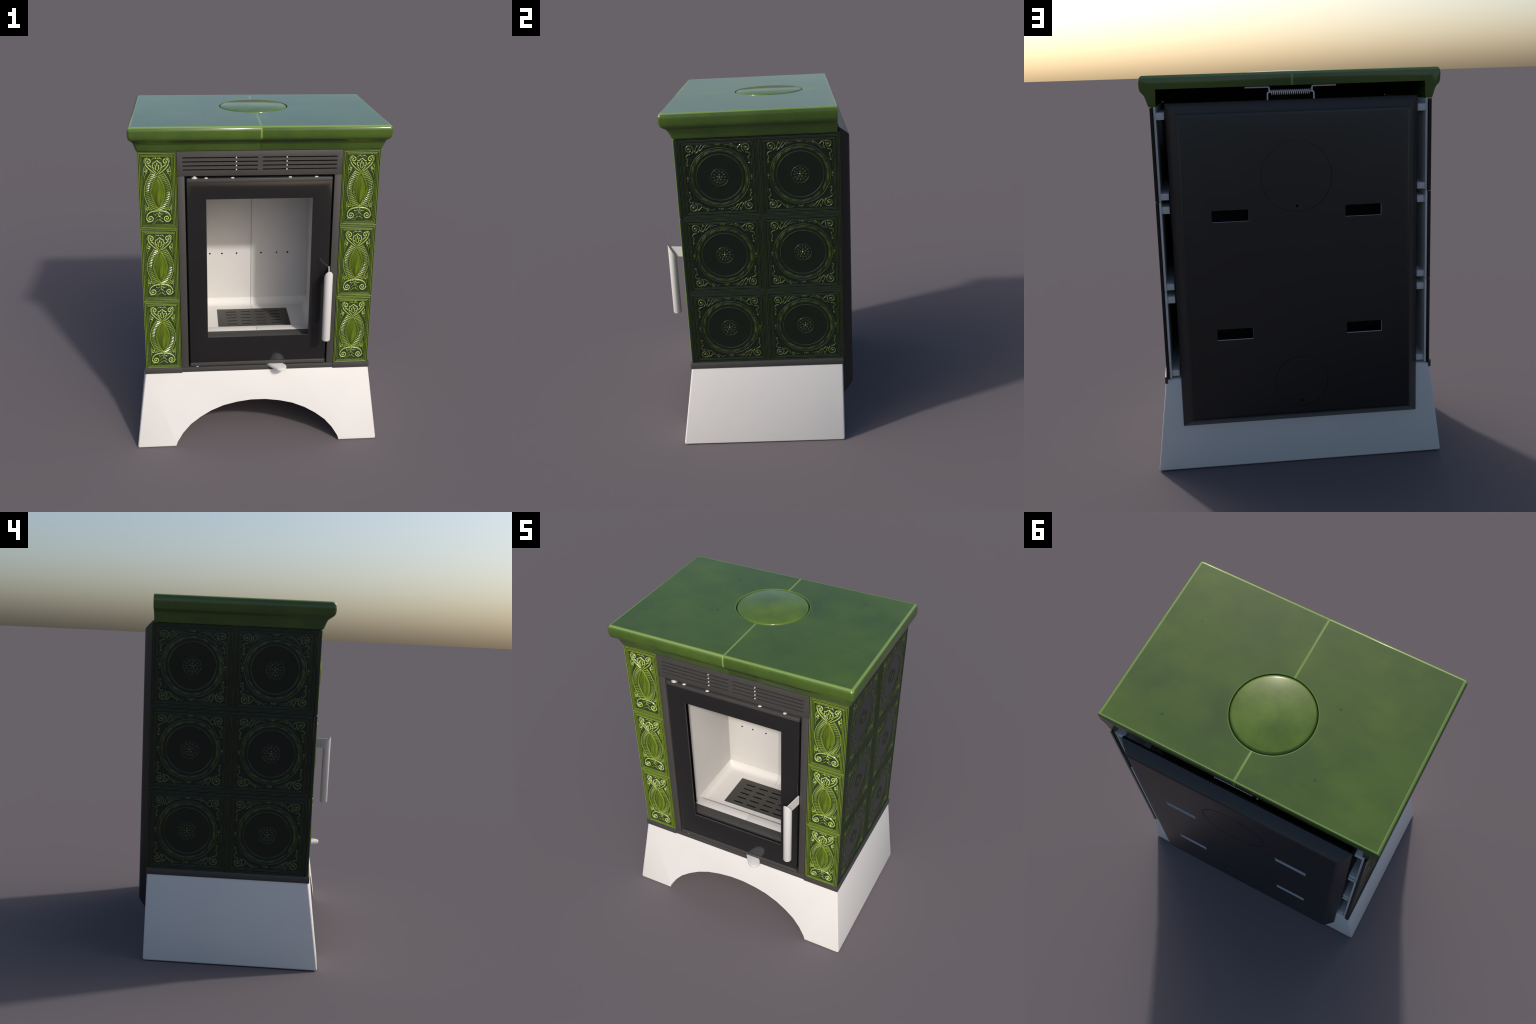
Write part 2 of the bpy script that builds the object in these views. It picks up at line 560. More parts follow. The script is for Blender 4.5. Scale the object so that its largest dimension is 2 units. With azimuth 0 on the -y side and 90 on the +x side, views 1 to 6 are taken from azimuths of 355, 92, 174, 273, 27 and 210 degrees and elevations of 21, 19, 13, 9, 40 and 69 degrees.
firebox = bpy.data.objects.new("firebox", None)
coll.objects.link(firebox)
firebox.parent = root
WX, WY, ZF = 0.370, 0.170, 0.657
for s in (-1, 1):
    lo, hi = sorted((s * 0.0009, s * WX))
    w = box("back_brick", (lo, WY, 0.645), (hi, WY + 0.032, 1.640), CHAMOTTE, 0.0008, firebox)
    holes = [cylinder_mesh("h", (x, WY - 0.02, 1.018), (x, WY + 0.025, 1.018), 0.0058, n=14)
             for x in ((-0.2684, -0.190, -0.0945) if s < 0 else (0.066, 0.168, 0.240))]
    cut(w, merged(holes, "holes"), BLACK)
    lo, hi = sorted((s * WX, s * (WX + 0.030)))
    box("side_brick", (lo, -0.2810, 0.645), (hi, WY + 0.032, 1.640), CHAMOTTE, 0.0008, firebox)
    # floor brick, hollowed: coves up to the walls
    RC = 0.045
    xs = np.linspace(0.0009, WX, 40)
    ys = np.linspace(-0.2405, WY, 40)
    X, Y = np.meshgrid(xs, ys, indexing='ij')
    def cove(dist):
        q = np.clip(RC - dist, 0, RC)
        return RC - np.sqrt(np.maximum(RC * RC - q * q, 0))
    c1, c2 = cove(WX - X), cove(WY - Y)
    Z = ZF + np.minimum(np.sqrt(c1 ** 2 + c2 ** 2), RC)
    vs = np.stack([s * X, Y, Z], -1).reshape(-1, 3)
    fs = [(i * 40 + j, (i + 1) * 40 + j, (i + 1) * 40 + j + 1, i * 40 + j + 1) for i in range(39) for j in range(39)]
    if s > 0:
        pass
    me = bpy.data.meshes.new("floor_brick")
    me.from_pydata([tuple(map(float, v)) for v in vs], [], [f if s > 0 else tuple(reversed(f)) for f in fs])
    fl = add("floor_brick", me, CHAMOTTE, firebox, smooth=50)
    md = fl.modifiers.new("thick", 'SOLIDIFY')
    md.thickness = 0.012
    md.offset = -1
    apply_mods(fl)
    cut(fl, box_mesh("pit", (-0.215, -0.160, 0.60), (0.215, 0.058, 0.70)), BLACK)
    smooth_by_angle(fl.data, 50)
    lo, hi = sorted((s * 0.0009, s * (WX - 0.002)))
    box("lip_brick", (lo, -0.3045, 0.6405), (hi, -0.2415, 0.690), CHAMOTTE, 0.0015, firebox)
box("ceiling_brick", (-WX, -0.281, 1.6405), (WX, WY + 0.03, 1.6445), CHAMOTTE, 0.0, firebox)

grate = box("grate", (-0.2285, -0.1735, 0.6575), (0.2285, 0.077, 0.6600), GRATE, 0.0006, firebox)
sl = []
for cx in (-0.1390, -0.0465, 0.0475, 0.1405):
    for r in range(5):
        sl.append(prism_mesh("s", slot_outline(cx, 0.0320 - r * 0.0436, 0.066, 0.0100), 2, 0.60, 0.70))
cut(grate, merged(sl, "slots"))

# ------------------------------------------------------------------ back panel
def tray_mesh():
    """Pressed steel tray: flat face with slanted, softly bent borders."""
    X0, ZB, ZT = 0.604, 0.246, 1.8645
    prof = [(0.000, 0.482), (0.010, 0.4945), (0.030, 0.5175), (0.042, 0.5305), (0.049, 0.5365), (0.056, 0.5400), (0.064, 0.5408)]
    rings = [[(-X0 + i, y, ZB + i), (X0 - i, y, ZB + i), (X0 - i, y, ZT - i), (-X0 + i, y, ZT - i)] for i, y in prof]
    t = 0.012
    inn = [[(-X0 + i + 0.004, y - t, ZB + i + 0.004), (X0 - i - 0.004, y - t, ZB + i + 0.004),
            (X0 - i - 0.004, y - t, ZT - i - 0.004), (-X0 + i + 0.004, y - t, ZT - i - 0.004)] for i, y in prof]
    vs, fs = [], []
    allr = list(reversed(inn)) + rings
    for r in allr:
        vs += r
    for k in range(len(allr) - 1):
        for a in range(4):
            b = (a + 1) % 4
            fs.append((k * 4 + a, k * 4 + b, k * 4 + 4 + b, k * 4 + 4 + a))
    fs.append((0, 1, 2, 3))
    m = len(allr) - 1
    fs.append((m * 4, m * 4 + 1, m * 4 + 2, m * 4 + 3))
    return make_mesh("back_panel", vs, fs)


back = add("back_panel", tray_mesh(), BACK)
cutters = []
for sx in (-1, 1):
    for z0, z1 in ((1.3003, 1.3570), (0.7087, 0.7660)):
        lo, hi = sorted((sx * 0.2353, sx * 0.4115))
        cutters.append(box_mesh("c", (lo, 0.45, z0), (hi, 0.60, z1)))
cut(back, merged(cutters, "c"), BISQUE)


def ring_groove(cx, cz, r, w, n):
    vs, fs = [], []
    for rad in (r - w, r + w):
        for y in (0.5365, 0.56):
            for i in range(n):
                a = 2 * math.pi * (i + 0.5) / n
                vs.append((cx + rad * math.cos(a), y, cz + rad * math.sin(a)))
    for i in range(n):
        j = (i + 1) % n
        a0, a1, b0, b1 = 0, n, 2 * n, 3 * n
        fs += [(a0 + i, a0 + j, a1 + j, a1 + i), (b0 + i, b0 + j, b1 + j, b1 + i),
               (a0 + i, a0 + j, b0 + j, b0 + i), (a1 + i, a1 + j, b1 + j, b1 + i)]
    return make_mesh("groove", vs, fs)


cut(back, merged([ring_groove(0, 1.5050, 0.1705, 0.0020, 40),
                  cylinder_mesh("h", (0.0005, 0.52, 1.363), (0.0005, 0.58, 1.363), 0.0062, n=16)], "g"))
cut(back, merged([ring_groove(0, 0.4695, 0.1325, 0.0020, 22),
                  cylinder_mesh("h", (0.0005, 0.52, 0.367), (0.0005, 0.58, 0.367), 0.0062, n=16)], "g"))
smooth_by_angle(back.data, 28)

# return spring hooks under the slab at the back
SY_, SZ = 0.450, 1.8985
coil = []
for i in range(20 * 16 + 1):
    a = 2 * math.pi * i / 16
    coil.append((0.101 - 0.189 * i / 320, SY_ + 0.0110 * math.sin(a), SZ + 0.0110 * math.cos(a)))
spring = add("spring", tube_mesh("spring", coil, 0.0023, 6), WIRE, smooth=60)
for s, xo in ((1, 0.006), (-1, 0.006)):
    def hx(x):
        return s * x + xo
    add("spring_hook", tube_mesh("spring_hook", [(hx(0.2185), SY_, 1.925), (hx(0.110), SY_, 1.925), (hx(0.106), SY_, 1.924),
        (hx(0.1035), SY_, 1.921), (hx(0.1025), SY_, 1.916), (hx(0.1025), SY_, 1.902)], 0.0040), WIRE, spring, smooth=60)
    add("spring_hook", tube_mesh("spring_hook", [(hx(0.0945), SY_, 1.9005), (hx(0.103), SY_, 1.900), (hx(0.108), SY_, 1.8985),
        (hx(0.1105), SY_, 1.895), (hx(0.1115), SY_, 1.890), (hx(0.1115), SY_, 1.855)], 0.0038), WIRE, spring, smooth=60)

# ------------------------------------------------------------------ cornice slab (two halves) and lid
YB = 0.469
ZTOP = 1.9952
#  side offset, front offset, height  (from the lower lip up to the top edge)
PROFILE = [(0.6765, -0.4160, 1.8490), (0.6800, -0.4195, 1.8508), (0.6826, -0.4230, 1.8575), (0.6868, -0.4285, 1.8704),
           (0.6905, -0.4330, 1.8825), (0.6936, -0.4372, 1.8921), (0.6970, -0.4425, 1.9000), (0.7015, -0.4500, 1.9070),
           (0.7075, -0.4600, 1.9130), (0.7120, -0.4675, 1.9180), (0.7160, -0.4745, 1.9245), (0.7183, -0.4790, 1.9330),
           (0.7195, -0.4815, 1.9450), (0.7200, -0.4825, 1.9600), (0.7196, -0.4822, 1.9720), (0.7185, -0.4812, 1.9785),
           (0.7162, -0.4788, 1.9845), (0.7128, -0.4754, 1.9895), (0.7090, -0.4716, 1.9930), (0.7060, -0.4686, 1.9946),
           (0.7030, -0.4656, ZTOP)]
XI, YI, ZC = 0.6440, -0.378, 1.9300


def slab_half(s):
    NA = 9
    def ring(xs, yf, z, rc):
        pts = [(0.0001, yf, z)]
        for i in range(NA):
            a = math.radians(-90 + 90 * i / (NA - 1))
            pts.append((xs - rc + rc * math.cos(a), yf + rc + rc * math.sin(a), z))
        pts.append((xs, YB, z))
        return [(s * x, y, zz) for x, y, zz in pts]
    rings = [ring(XI, YI, ZC, 0.008), ring(XI + 0.002, YI - 0.002, 1.8490, 0.008)]
    rings += [ring(a, b, z, 0.016) for a, b, z in PROFILE]
    m = len(rings[0])
    vs = [p for r in rings for p in r]
    fs = []
    for k in range(len(rings) - 1):
        for i in range(m - 1):
            fs.append((k * m + i, k * m + i + 1, (k + 1) * m + i + 1, (k + 1) * m + i))
    top0 = (len(rings) - 1) * m
    vs += [(s * 0.0001, YB, ZTOP), (s * 0.0001, YB, ZC)]
    T, C = len(vs) - 2, len(vs) - 1
    fs.append(tuple(top0 + i for i in range(m)) + (T,))
    fs.append((C,) + tuple(i for i in range(m)))
    fs.append(tuple(k * m for k in range(len(rings))) + (T, C))
    fs.append(tuple(k * m + m - 1 for k in range(len(rings))) + (T, C))
    return make_mesh("cornice_slab", vs, fs)


LX, LY, LR = 0.0, 0.0955, 0.2040
for s in (-1, 1):
    o = add("cornice_slab", slab_half(s), SLAB)
    cut(o, cylinder_mesh("hole", (LX, LY, 1.85), (LX, LY, 2.1), 0.2058, n=96))
    bevel_mod(o, 0.0024, 2, 40)
    smooth_by_angle(o.data, 32)
    me = o.data                      # keep the big flat top crisp against its rounded arris
    flat = {e for p in me.polygons if p.area > 0.05 for e in p.edge_keys}
    for e in me.edges:
        if e.key in flat:
            e.use_edge_sharp = True

# mortar-like glaze bridge closing the joint between the halves
join_boxes("slab_joint", [((-0.0026, -0.4665, 1.95), (0.0026, LY - 0.2065, ZTOP - 0.0007)),
                          ((-0.0026, LY + 0.2065, 1.95), (0.0026, YB - 0.001, ZTOP - 0.0007)),
                          ((-0.0022, -0.4812, 1.934), (0.0022, -0.4670, 1.9775))], SLAB)

# lid: low dome with a rolled edge; shading normals tilted outward to draw a rounder reflection
rings = [(0.0, 2.0000)] + [(r, 2.0 - 0.0030 * (r / 0.19) ** 2) for r in np.linspace(0.02, 0.188, 10)]
rings += [(0.1935, 1.9962), (0.1985, 1.9945), (0.2022, 1.9915), (LR, 1.9860), (LR, 1.945)]
n = 80
vs, fs = [(LX, LY, 2.0)], []
for r, z in rings[1:]:
    for i in range(n):
        a = 2 * math.pi * i / n
        vs.append((LX + r * math.cos(a), LY + r * math.sin(a), z))
for i in range(n):
    fs.append((0, 1 + i, 1 + (i + 1) % n))
for k in range(len(rings) - 2):
    for i in range(n):
        j = (i + 1) % n
        fs.append((1 + k * n + i, 1 + (k + 1) * n + i, 1 + (k + 1) * n + j, 1 + k * n + j))
b = 1 + (len(rings) - 2) * n
fs.append(tuple(b + i for i in range(n - 1, -1, -1)))
lid_me = bpy.data.meshes.new("flue_lid")
lid_me.from_pydata([tuple(map(float, v)) for v in vs], [], fs)
lid = add("flue_lid", lid_me, LID, smooth=50)
nrm = []
for v in lid_me.vertices:
    dx, dy = v.co.x - LX, v.co.y - LY
    r = math.hypot(dx, dy)
    if r < 0.19:
        k = 0.85
        nv = Vector((dx * k, dy * k, 1)).normalized()
    elif r < 0.2039 or v.co.z > 1.98:
        t = (r - 0.19) / 0.0135
        ang = math.atan(0.85 * 0.19) * (1 - t) + math.radians(88) * t
        nv = Vector((dx / r * math.sin(ang), dy / r * math.sin(ang), math.cos(ang)))
    else:
        nv = Vector((dx / r, dy / r, 0))
    nrm.append(nv)
lid_me.normals_split_custom_set_from_vertices(nrm)

# ------------------------------------------------------------------ relief tiles
rng = np.random.default_rng(7)


def ridge(x, c, w):
    return np.exp(-((x - c) / w) ** 2)


def bead(x, c, w):
    """Moulding with steep flanks and a flat crown."""
    return np.exp(-((x - c) / w) ** 4)


def spiral(cx, cy, r0, turns, a0, sgn=1, n=40, r1=0.12):
    t = np.linspace(0, 1, n)
    r = r0 * (1 - (1 - r1) * t)
    a = a0 + sgn * 2 * math.pi * turns * t
    return np.stack([cx + r * np.cos(a), cy + r * np.sin(a)], -1)


def bez(p0, p1, p2, p3, n=18):
    t = np.linspace(0, 1, n)[:, None]
    p0, p1, p2, p3 = map(np.array, (p0, p1, p2, p3))
    return (1 - t) ** 3 * p0 + 3 * (1 - t) ** 2 * t * p1 + 3 * (1 - t) * t * t * p2 + t ** 3 * p3


def stroke(U, V, pts, w0, w1, H):
    """Raised rounded cord of tapering width along a polyline."""
    best = np.zeros_like(U)
    n = len(pts) - 1
    lo, hi = pts.min(0) - 0.012, pts.max(0) + 0.012
    sel = (U > lo[0]) & (U < hi[0]) & (V > lo[1]) & (V < hi[1])
    u, v = U[sel], V[sel]
    acc = np.zeros_like(u)
    for i in range(n):
        a, b = pts[i], pts[i + 1]
        d = b - a
        L = d @ d + 1e-12
        t = np.clip(((u - a[0]) * d[0] + (v - a[1]) * d[1]) / L, 0, 1)
        dist = np.hypot(u - a[0] - t * d[0], v - a[1] - t * d[1])
        w = w0 + (w1 - w0) * (i + t) / n
        acc = np.maximum(acc, np.sqrt(np.maximum(0, 1 - (dist / w) ** 2)) * (0.5 + 0.5 * w / max(w0, w1)))
    best[sel] = acc
    return best * H


def blob(U, V, cx, cy, rx, ry, H, rot=0.0):
    c, s = math.cos(rot), math.sin(rot)
    x, y = U - cx, V - cy
    a, b = (c * x + s * y) / rx, (-s * x + c * y) / ry
    return H * np.sqrt(np.maximum(0, 1 - a * a - b * b))


def value_noise(U, V, cell, seed):
    g = np.random.default_rng(seed).random((80, 80))
    x, y = U / cell + 40, V / cell + 40
    i, j = np.floor(x).astype(int), np.floor(y).astype(int)
    fx, fy = x - i, y - j
    fx, fy = fx * fx * (3 - 2 * fx), fy * fy * (3 - 2 * fy)
    i, j = i % 79, j % 79
    return ((g[i, j] * (1 - fx) + g[i + 1, j] * fx) * (1 - fy) + (g[i, j + 1] * (1 - fx) + g[i + 1, j + 1] * fx) * fy) - 0.5


def field_mesh(name, us, vs_, Hfun, back, keep=None):
    """Relief plate: a fine grid raised by Hfun, closed by a skirt and a back."""
    U, V = np.meshgrid(us, vs_, indexing='ij')
    W = Hfun(U, V)
    nu, nv = U.shape
    co = np.stack([U, V, W], -1).reshape(-1, 3)
    idx = np.arange(nu * nv).reshape(nu, nv)
    q = np.stack([idx[:-1, :-1], idx[1:, :-1], idx[1:, 1:], idx[:-1, 1:]], -1).reshape(-1, 4)
    loop = np.concatenate([idx[:, 0], idx[-1, 1:], idx[-2::-1, -1], idx[0, -2:0:-1]])
    low = co[loop].copy()
    low[:, 2] = back
    base = len(co)
    m = len(loop)
    co = np.concatenate([co, low])
    nx = np.roll(np.arange(m), -1)
    skirt = np.stack([loop, base + np.arange(m), base + nx, loop[nx]], -1)
    faces = [tuple(int(a) for a in f) for f in np.concatenate([q, skirt])]
    faces.append(tuple(int(base + i) for i in range(m - 1, -1, -1)))
    me = bpy.data.meshes.new(name)
    me.from_pydata(co.tolist(), [], faces)
    me.polygons.foreach_set("use_smooth", [True] * len(me.polygons))
    me.set_sharp_from_angle(angle=math.radians(75))
    return me


MM = 0.001


# ---- square side tile: nested mouldings, corner scrolls, rope ring, dish and rosette
SW, SH = 0.4375, 0.4468
RINGC = (0.0015, 0.0045)


def corner_scroll(sx, sy, style):
    """Volute, leaf hooks along the head and a drop along the jamb, for one corner."""
    s = []
    cx, cy = 0.154, 0.162
    s.append((spiral(cx, cy, 0.0255, 1.7, -2.2, -1), 3.6, 2.6, 5.0))
    s.append((spiral(cx, cy, 0.0060, 0.9, 0, 1), 3.4, 3.4, 5.4))
    if style == 0:
        s.append((bez((0.126, 0.148), (0.112, 0.156), (0.122, 0.186), (0.106, 0.186)), 3.6, 2.6, 4.4))
        s.append((spiral(0.110, 0.178, 0.0075, 1.1, 1.5, 1), 2.8, 2.4, 4.4))
        s.append((bez((0.118, 0.142), (0.094, 0.152), (0.098, 0.186), (0.078, 0.184)), 3.6, 2.4, 4.2))
        s.append((bez((0.096, 0.152), (0.080, 0.162), (0.074, 0.188), (0.052, 0.182)), 3.2, 2.2, 4.0))
        s.append((bez((0.074, 0.168), (0.060, 0.172), (0.046, 0.178), (0.034, 0.176)), 2.6, 1.8, 3.4))
        s.append((bez((0.150, 0.136), (0.166, 0.134), (0.180, 0.122), (0.168, 0.108)), 3.6, 2.6, 4.4))
        s.append((bez((0.168, 0.110), (0.158, 0.098), (0.176, 0.092), (0.172, 0.076)), 3.4, 2.4, 4.2))
        s.append((spiral(0.170, 0.076, 0.0055, 1.0, 1.5, 1), 2.8, 2.4, 4.6))
    else:
        s.append((bez((0.134, 0.178), (0.118, 0.188), (0.112, 0.146), (0.088, 0.168)), 3.8, 2.6, 4.6))
        s.append((bez((0.128, 0.142), (0.106, 0.142), (0.096, 0.180), (0.070, 0.186)), 3.4, 2.4, 4.2))
        s.append((spiral(0.078, 0.176, 0.0095, 1.1, 1.6, 1), 3.0, 2.4, 4.2))
        s.append((bez((0.066, 0.176), (0.056, 0.186), (0.046, 0.182), (0.036, 0.176)), 2.8, 1.8, 3.6))
        s.append((bez((0.152, 0.136), (0.172, 0.138), (0.184, 0.120), (0.166, 0.112)), 3.6, 2.6, 4.4))
        s.append((bez((0.166, 0.112), (0.154, 0.104), (0.176, 0.092), (0.166, 0.078)), 3.4, 2.4, 4.2))
        s.append((spiral(0.169, 0.076, 0.0050, 1.0, 3.0, -1), 2.8, 2.4, 4.6))
        s.append((bez((0.178, 0.100), (0.182, 0.080), (0.178, 0.060), (0.180, 0.040)), 2.0, 1.4, 3.2))
    return [(np.stack([p[:, 0] * sx, p[:, 1] * sy], -1), a * MM, b * MM, h * MM) for p, a, b, h in s]


def side_relief(U, V):
    e = np.minimum(SW / 2 - np.abs(U), SH / 2 - np.abs(V))
    cu, cv = U - RINGC[0], V - RINGC[1]
    r = np.hypot(cu, cv)
    h = np.full_like(U, -1.2 * MM)
    # background grain inside the frame
    grain = value_noise(U, V, 0.0048, 3) + 0.6 * value_noise(U, V, 0.0085, 4)
    panel = 1 / (1 + np.exp(-(e - 0.031) / 0.0006))
    h += panel * (0.2 + 1.5 * grain) * MM
    # nested mouldings
    fr = 3.2 * bead(e, 0.0022, 0.0016) + 3.4 * bead(e, 0.0098, 0.0016) + 2.8 * bead(e, 0.0160, 0.0012) \
        + 3.4 * bead(e, 0.0262, 0.0016) - 1.6 * ridge(e, 0.0130, 0.0016) - 2.0 * ridge(e, 0.0212, 0.0032) - 1.6 * ridge(e, 0.0060, 0.0022)
    h += (1 - panel) * 0.86 * fr * MM + panel * 3.0 * bead(e, 0.0322, 0.0014) * MM
    # drain the ground round the ring so it reads as a separate circle
    inside = 1 / (1 + np.exp((r - 0.163) / 0.0006))
    h = h * (1 - inside) + inside * (-2.6 * MM)
    h += 4.6 * MM * ridge(r, 0.1645, 0.0016)
    # groove, dish rim and hollow dish
    h += inside * 5.2 * MM * ridge(r, 0.1280, 0.0020)
    dish = np.clip((0.126 - r) / 0.126, 0, 1)
    q = np.clip((0.121 - r) / 0.048, 0, 1)
    prof = -9.5 * q * q * (3 - 2 * q) + 0.7 * ridge(r, 0.112, 0.004) + 0.5 * ridge(r, 0.066, 0.005)
    h = np.where(r < 0.126, h * np.clip((r - 0.1235) / 0.0025, 0, 1) + (-2.0 + prof) * MM * (1 - np.clip((r - 0.1235) / 0.0025, 0, 1)), h)
    # mid-side beads
    for bu, bv in ((0, 0.183), (0, -0.178), (0.176, 0), (-0.173, 0)):
        h = np.maximum(h, -1 * MM + blob(U, V, bu + RINGC[0], bv + 0.004, 0.0062, 0.0062, 5.4 * MM))
        if bv:
            for k in (-1, 1):
                h = np.maximum(h, -1 * MM + blob(U, V, bu + k * 0.011, bv + 0.004, 0.004, 0.0075, 4.2 * MM))
        else:
            for k in (-1, 1):
                h = np.maximum(h, -1 * MM + blob(U, V, bu, bv + k * 0.011, 0.0045, 0.004, 4.2 * MM))
    for sx, sy, st in ((-1, 1, 0), (1, 1, 1), (-1, -1, 1), (1, -1, 0)):
        for pts, w0, w1, H in corner_scroll(sx, sy, st):
            pts = pts + np.array([0.0, 0.003])
            moat = stroke(U, V, pts, w0 + 1.8 * MM, w1 + 1.8 * MM, 1.0) > 0.05
            h = np.where(moat, np.minimum(h, -2.4 * MM), h)
            h = np.maximum(h, stroke(U, V, pts, w0, w1, H + 1.5 * MM) - 1.5 * MM)
    return np.where(r < 0.124, h, 0.55 * h)


def rope_relief():
    """Rope moulding as a half-round ring with groups of slanted cuts."""
    nr, na = 13, 480
    vs, fs = [], []
    for i in range(na):
        a = 2 * math.pi * i / na
        for k in range(nr):
            t = k / (nr - 1) * 2 - 1
            r = 0.1505 + 0.0095 * t
            tw = a * 15 / (2 * math.pi) + 0.20 * t
            f = (tw % 1.0)
            cuts = 0.0
            if f < 0.48:
                cuts = 0.5 - 0.5 * math.cos(2 * math.pi * f / 0.16)
            z = -2.6 + 5.2 * math.sqrt(max(0.0, 1 - t * t)) + 0.5 * math.sin(3 * a + 1) - 4.6 * cuts * (1 - t * t)
            vs.append((RINGC[0] + r * math.cos(a), RINGC[1] + r * math.sin(a), 0.50 * z * MM))
    for i in range(na):
        j = (i + 1) % na
        for k in range(nr - 1):
            fs.append((i * nr + k, j * nr + k, j * nr + k + 1, i * nr + k + 1)[::-1])
    me = bpy.data.meshes.new("rope_ring")
    me.from_pydata(vs, [], fs)
    me.polygons.foreach_set("use_smooth", [True] * len(me.polygons))
    return me


def rosette_relief():
    """Rosette: rim, twelve petals, five pellets and a boss."""
    nr, na = 34, 180
    r_ = np.linspace(0.0, 0.053, nr)
    a_ = np.linspace(0, 2 * math.pi, na, endpoint=False)
    Rr, Aa = np.meshgrid(r_, a_, indexing='ij')
    U, V = Rr * np.cos(Aa), Rr * np.sin(Aa)
    h = np.full_like(U, -3.4)
    h += 5.6 * ridge(Rr, 0.0475, 0.0022)
    pet = np.cos(6 * Aa) ** 2
    h += 5.6 * pet ** 0.8 * np.exp(-((Rr - 0.0305) / 0.0095) ** 2) * (Rr < 0.046)
    for k in range(5):
        t = math.pi / 2 + 2 * math.pi * k / 5
        h = np.maximum(h, -3 + blob(U, V, 0.014 * math.cos(t), 0.014 * math.sin(t), 0.0062, 0.0062, 6.0))
    h = np.maximum(h, -3 + blob(U, V, 0, 0, 0.0068, 0.0068, 8.0))
    h *= 0.6
    h[-1] = -11.0
    h[-2] = np.minimum(h[-2], -6)
    vs = [(RINGC[0], RINGC[1], float(h[0, 0]) * MM)]
    for i in range(1, nr):
        for j in range(na):
            vs.append((RINGC[0] + float(U[i, j]), RINGC[1] + float(V[i, j]), float(h[i, j]) * MM))
    fs = [(0, 1 + j, 1 + (j + 1) % na) for j in range(na)]
    for i in range(nr - 2):
        for j in range(na):
            l = (j + 1) % na
            fs.append((1 + i * na + j, 1 + (i + 1) * na + j, 1 + (i + 1) * na + l, 1 + i * na + l))
    me = bpy.data.meshes.new("rosette")
    me.from_pydata(vs, [], fs)
    me.polygons.foreach_set("use_smooth", [True] * len(me.polygons))
    return me




def graded(size, zone=0.034, n_edge=36, n_mid=206):
    """Grid lines: fine across the mouldings, coarser in the field."""
    a = np.linspace(-size / 2, -size / 2 + zone, n_edge)
    m = np.linspace(-size / 2 + zone, size / 2 - zone, n_mid)[1:-1]
    return np.concatenate([a, m, -a[::-1]])


GLAZE_RETURN = plain("dark_green_plain_glaze", (0.014, 0.023, 0.007), 0.13, vary=0.35)
side_me = field_mesh("side_tile", graded(SW), graded(SH), side_relief, -0.0125)
rope_me = rope_relief()
rosette_me = rosette_relief()
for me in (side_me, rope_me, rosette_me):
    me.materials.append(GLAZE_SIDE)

ROW0, PITCH = 0.5038, 0.448
FACE_X = 0.6742
for s in (-1, 1):
    for row in range(3):
        zc = ROW0 + PITCH * (row + 0.5)
        for yc in (-0.1773, 0.2625):
            if s > 0:
                R = Matrix(((0, 0, 1), (1, 0, 0), (0, 1, 0)))
            else:
                R = Matrix(((0, 0, -1), (-1, 0, 0), (0, 1, 0)))
            M = Matrix.Translation((s * FACE_X, yc, zc)) @ R.to_4x4()
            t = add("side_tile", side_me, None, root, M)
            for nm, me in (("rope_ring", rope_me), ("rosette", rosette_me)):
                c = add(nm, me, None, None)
                c.parent = t
    # the narrow glazed return of the corner tiles
    lo, hi = sorted((s * 0.6595, s * 0.6745))
    for row in range(3):
        z0 = ROW0 + PITCH * row
        box("corner_return", (lo, -0.4105, z0 + 0.0012), (hi, -0.3968, z0 + PITCH - 0.0012), GLAZE_RETURN, 0.002)
    # unglazed clay backs with shelf-like ribs
    for row in range(3):
        z0 = ROW0 + PITCH * row
        lo, hi = sorted((s * 0.6485, s * 0.6592))
        zt = z0 + PITCH + (0.004 if row == 2 else -0.0012)
        bk = box("tile_backing", (lo, -0.395, z0 + 0.0012), (hi, 0.4680 if row == 2 else 0.4760, zt), BISQUE, 0.001)
        lo, hi = sorted((s * 0.6100, s * 0.6488))
        box("backing_rib", (lo, -0.395, z0 + 0.0080), (hi, 0.4640, z0 + 0.0390), BISQUE, 0.001, bk)
        box("backing_rib", (lo, -0.395, z0 + PITCH - 0.0590), (hi, 0.4640, z0 + PITCH - 0.0250), BISQUE, 0.001, bk)


# ---- narrow front tile: nested mouldings, scrolls, ribbed crescents and an almond boss
FW, FH = 0.2125, 0.4465
AC = -0.007          # height of the almond's centre


def almond(U, V, hw, hh):
    y = (V - AC) / hh
    return np.abs(U) / (hw * np.maximum(1 - np.abs(y) ** 1.9, 1e-3)) + np.where(np.abs(y) >= 1, 9, 0)


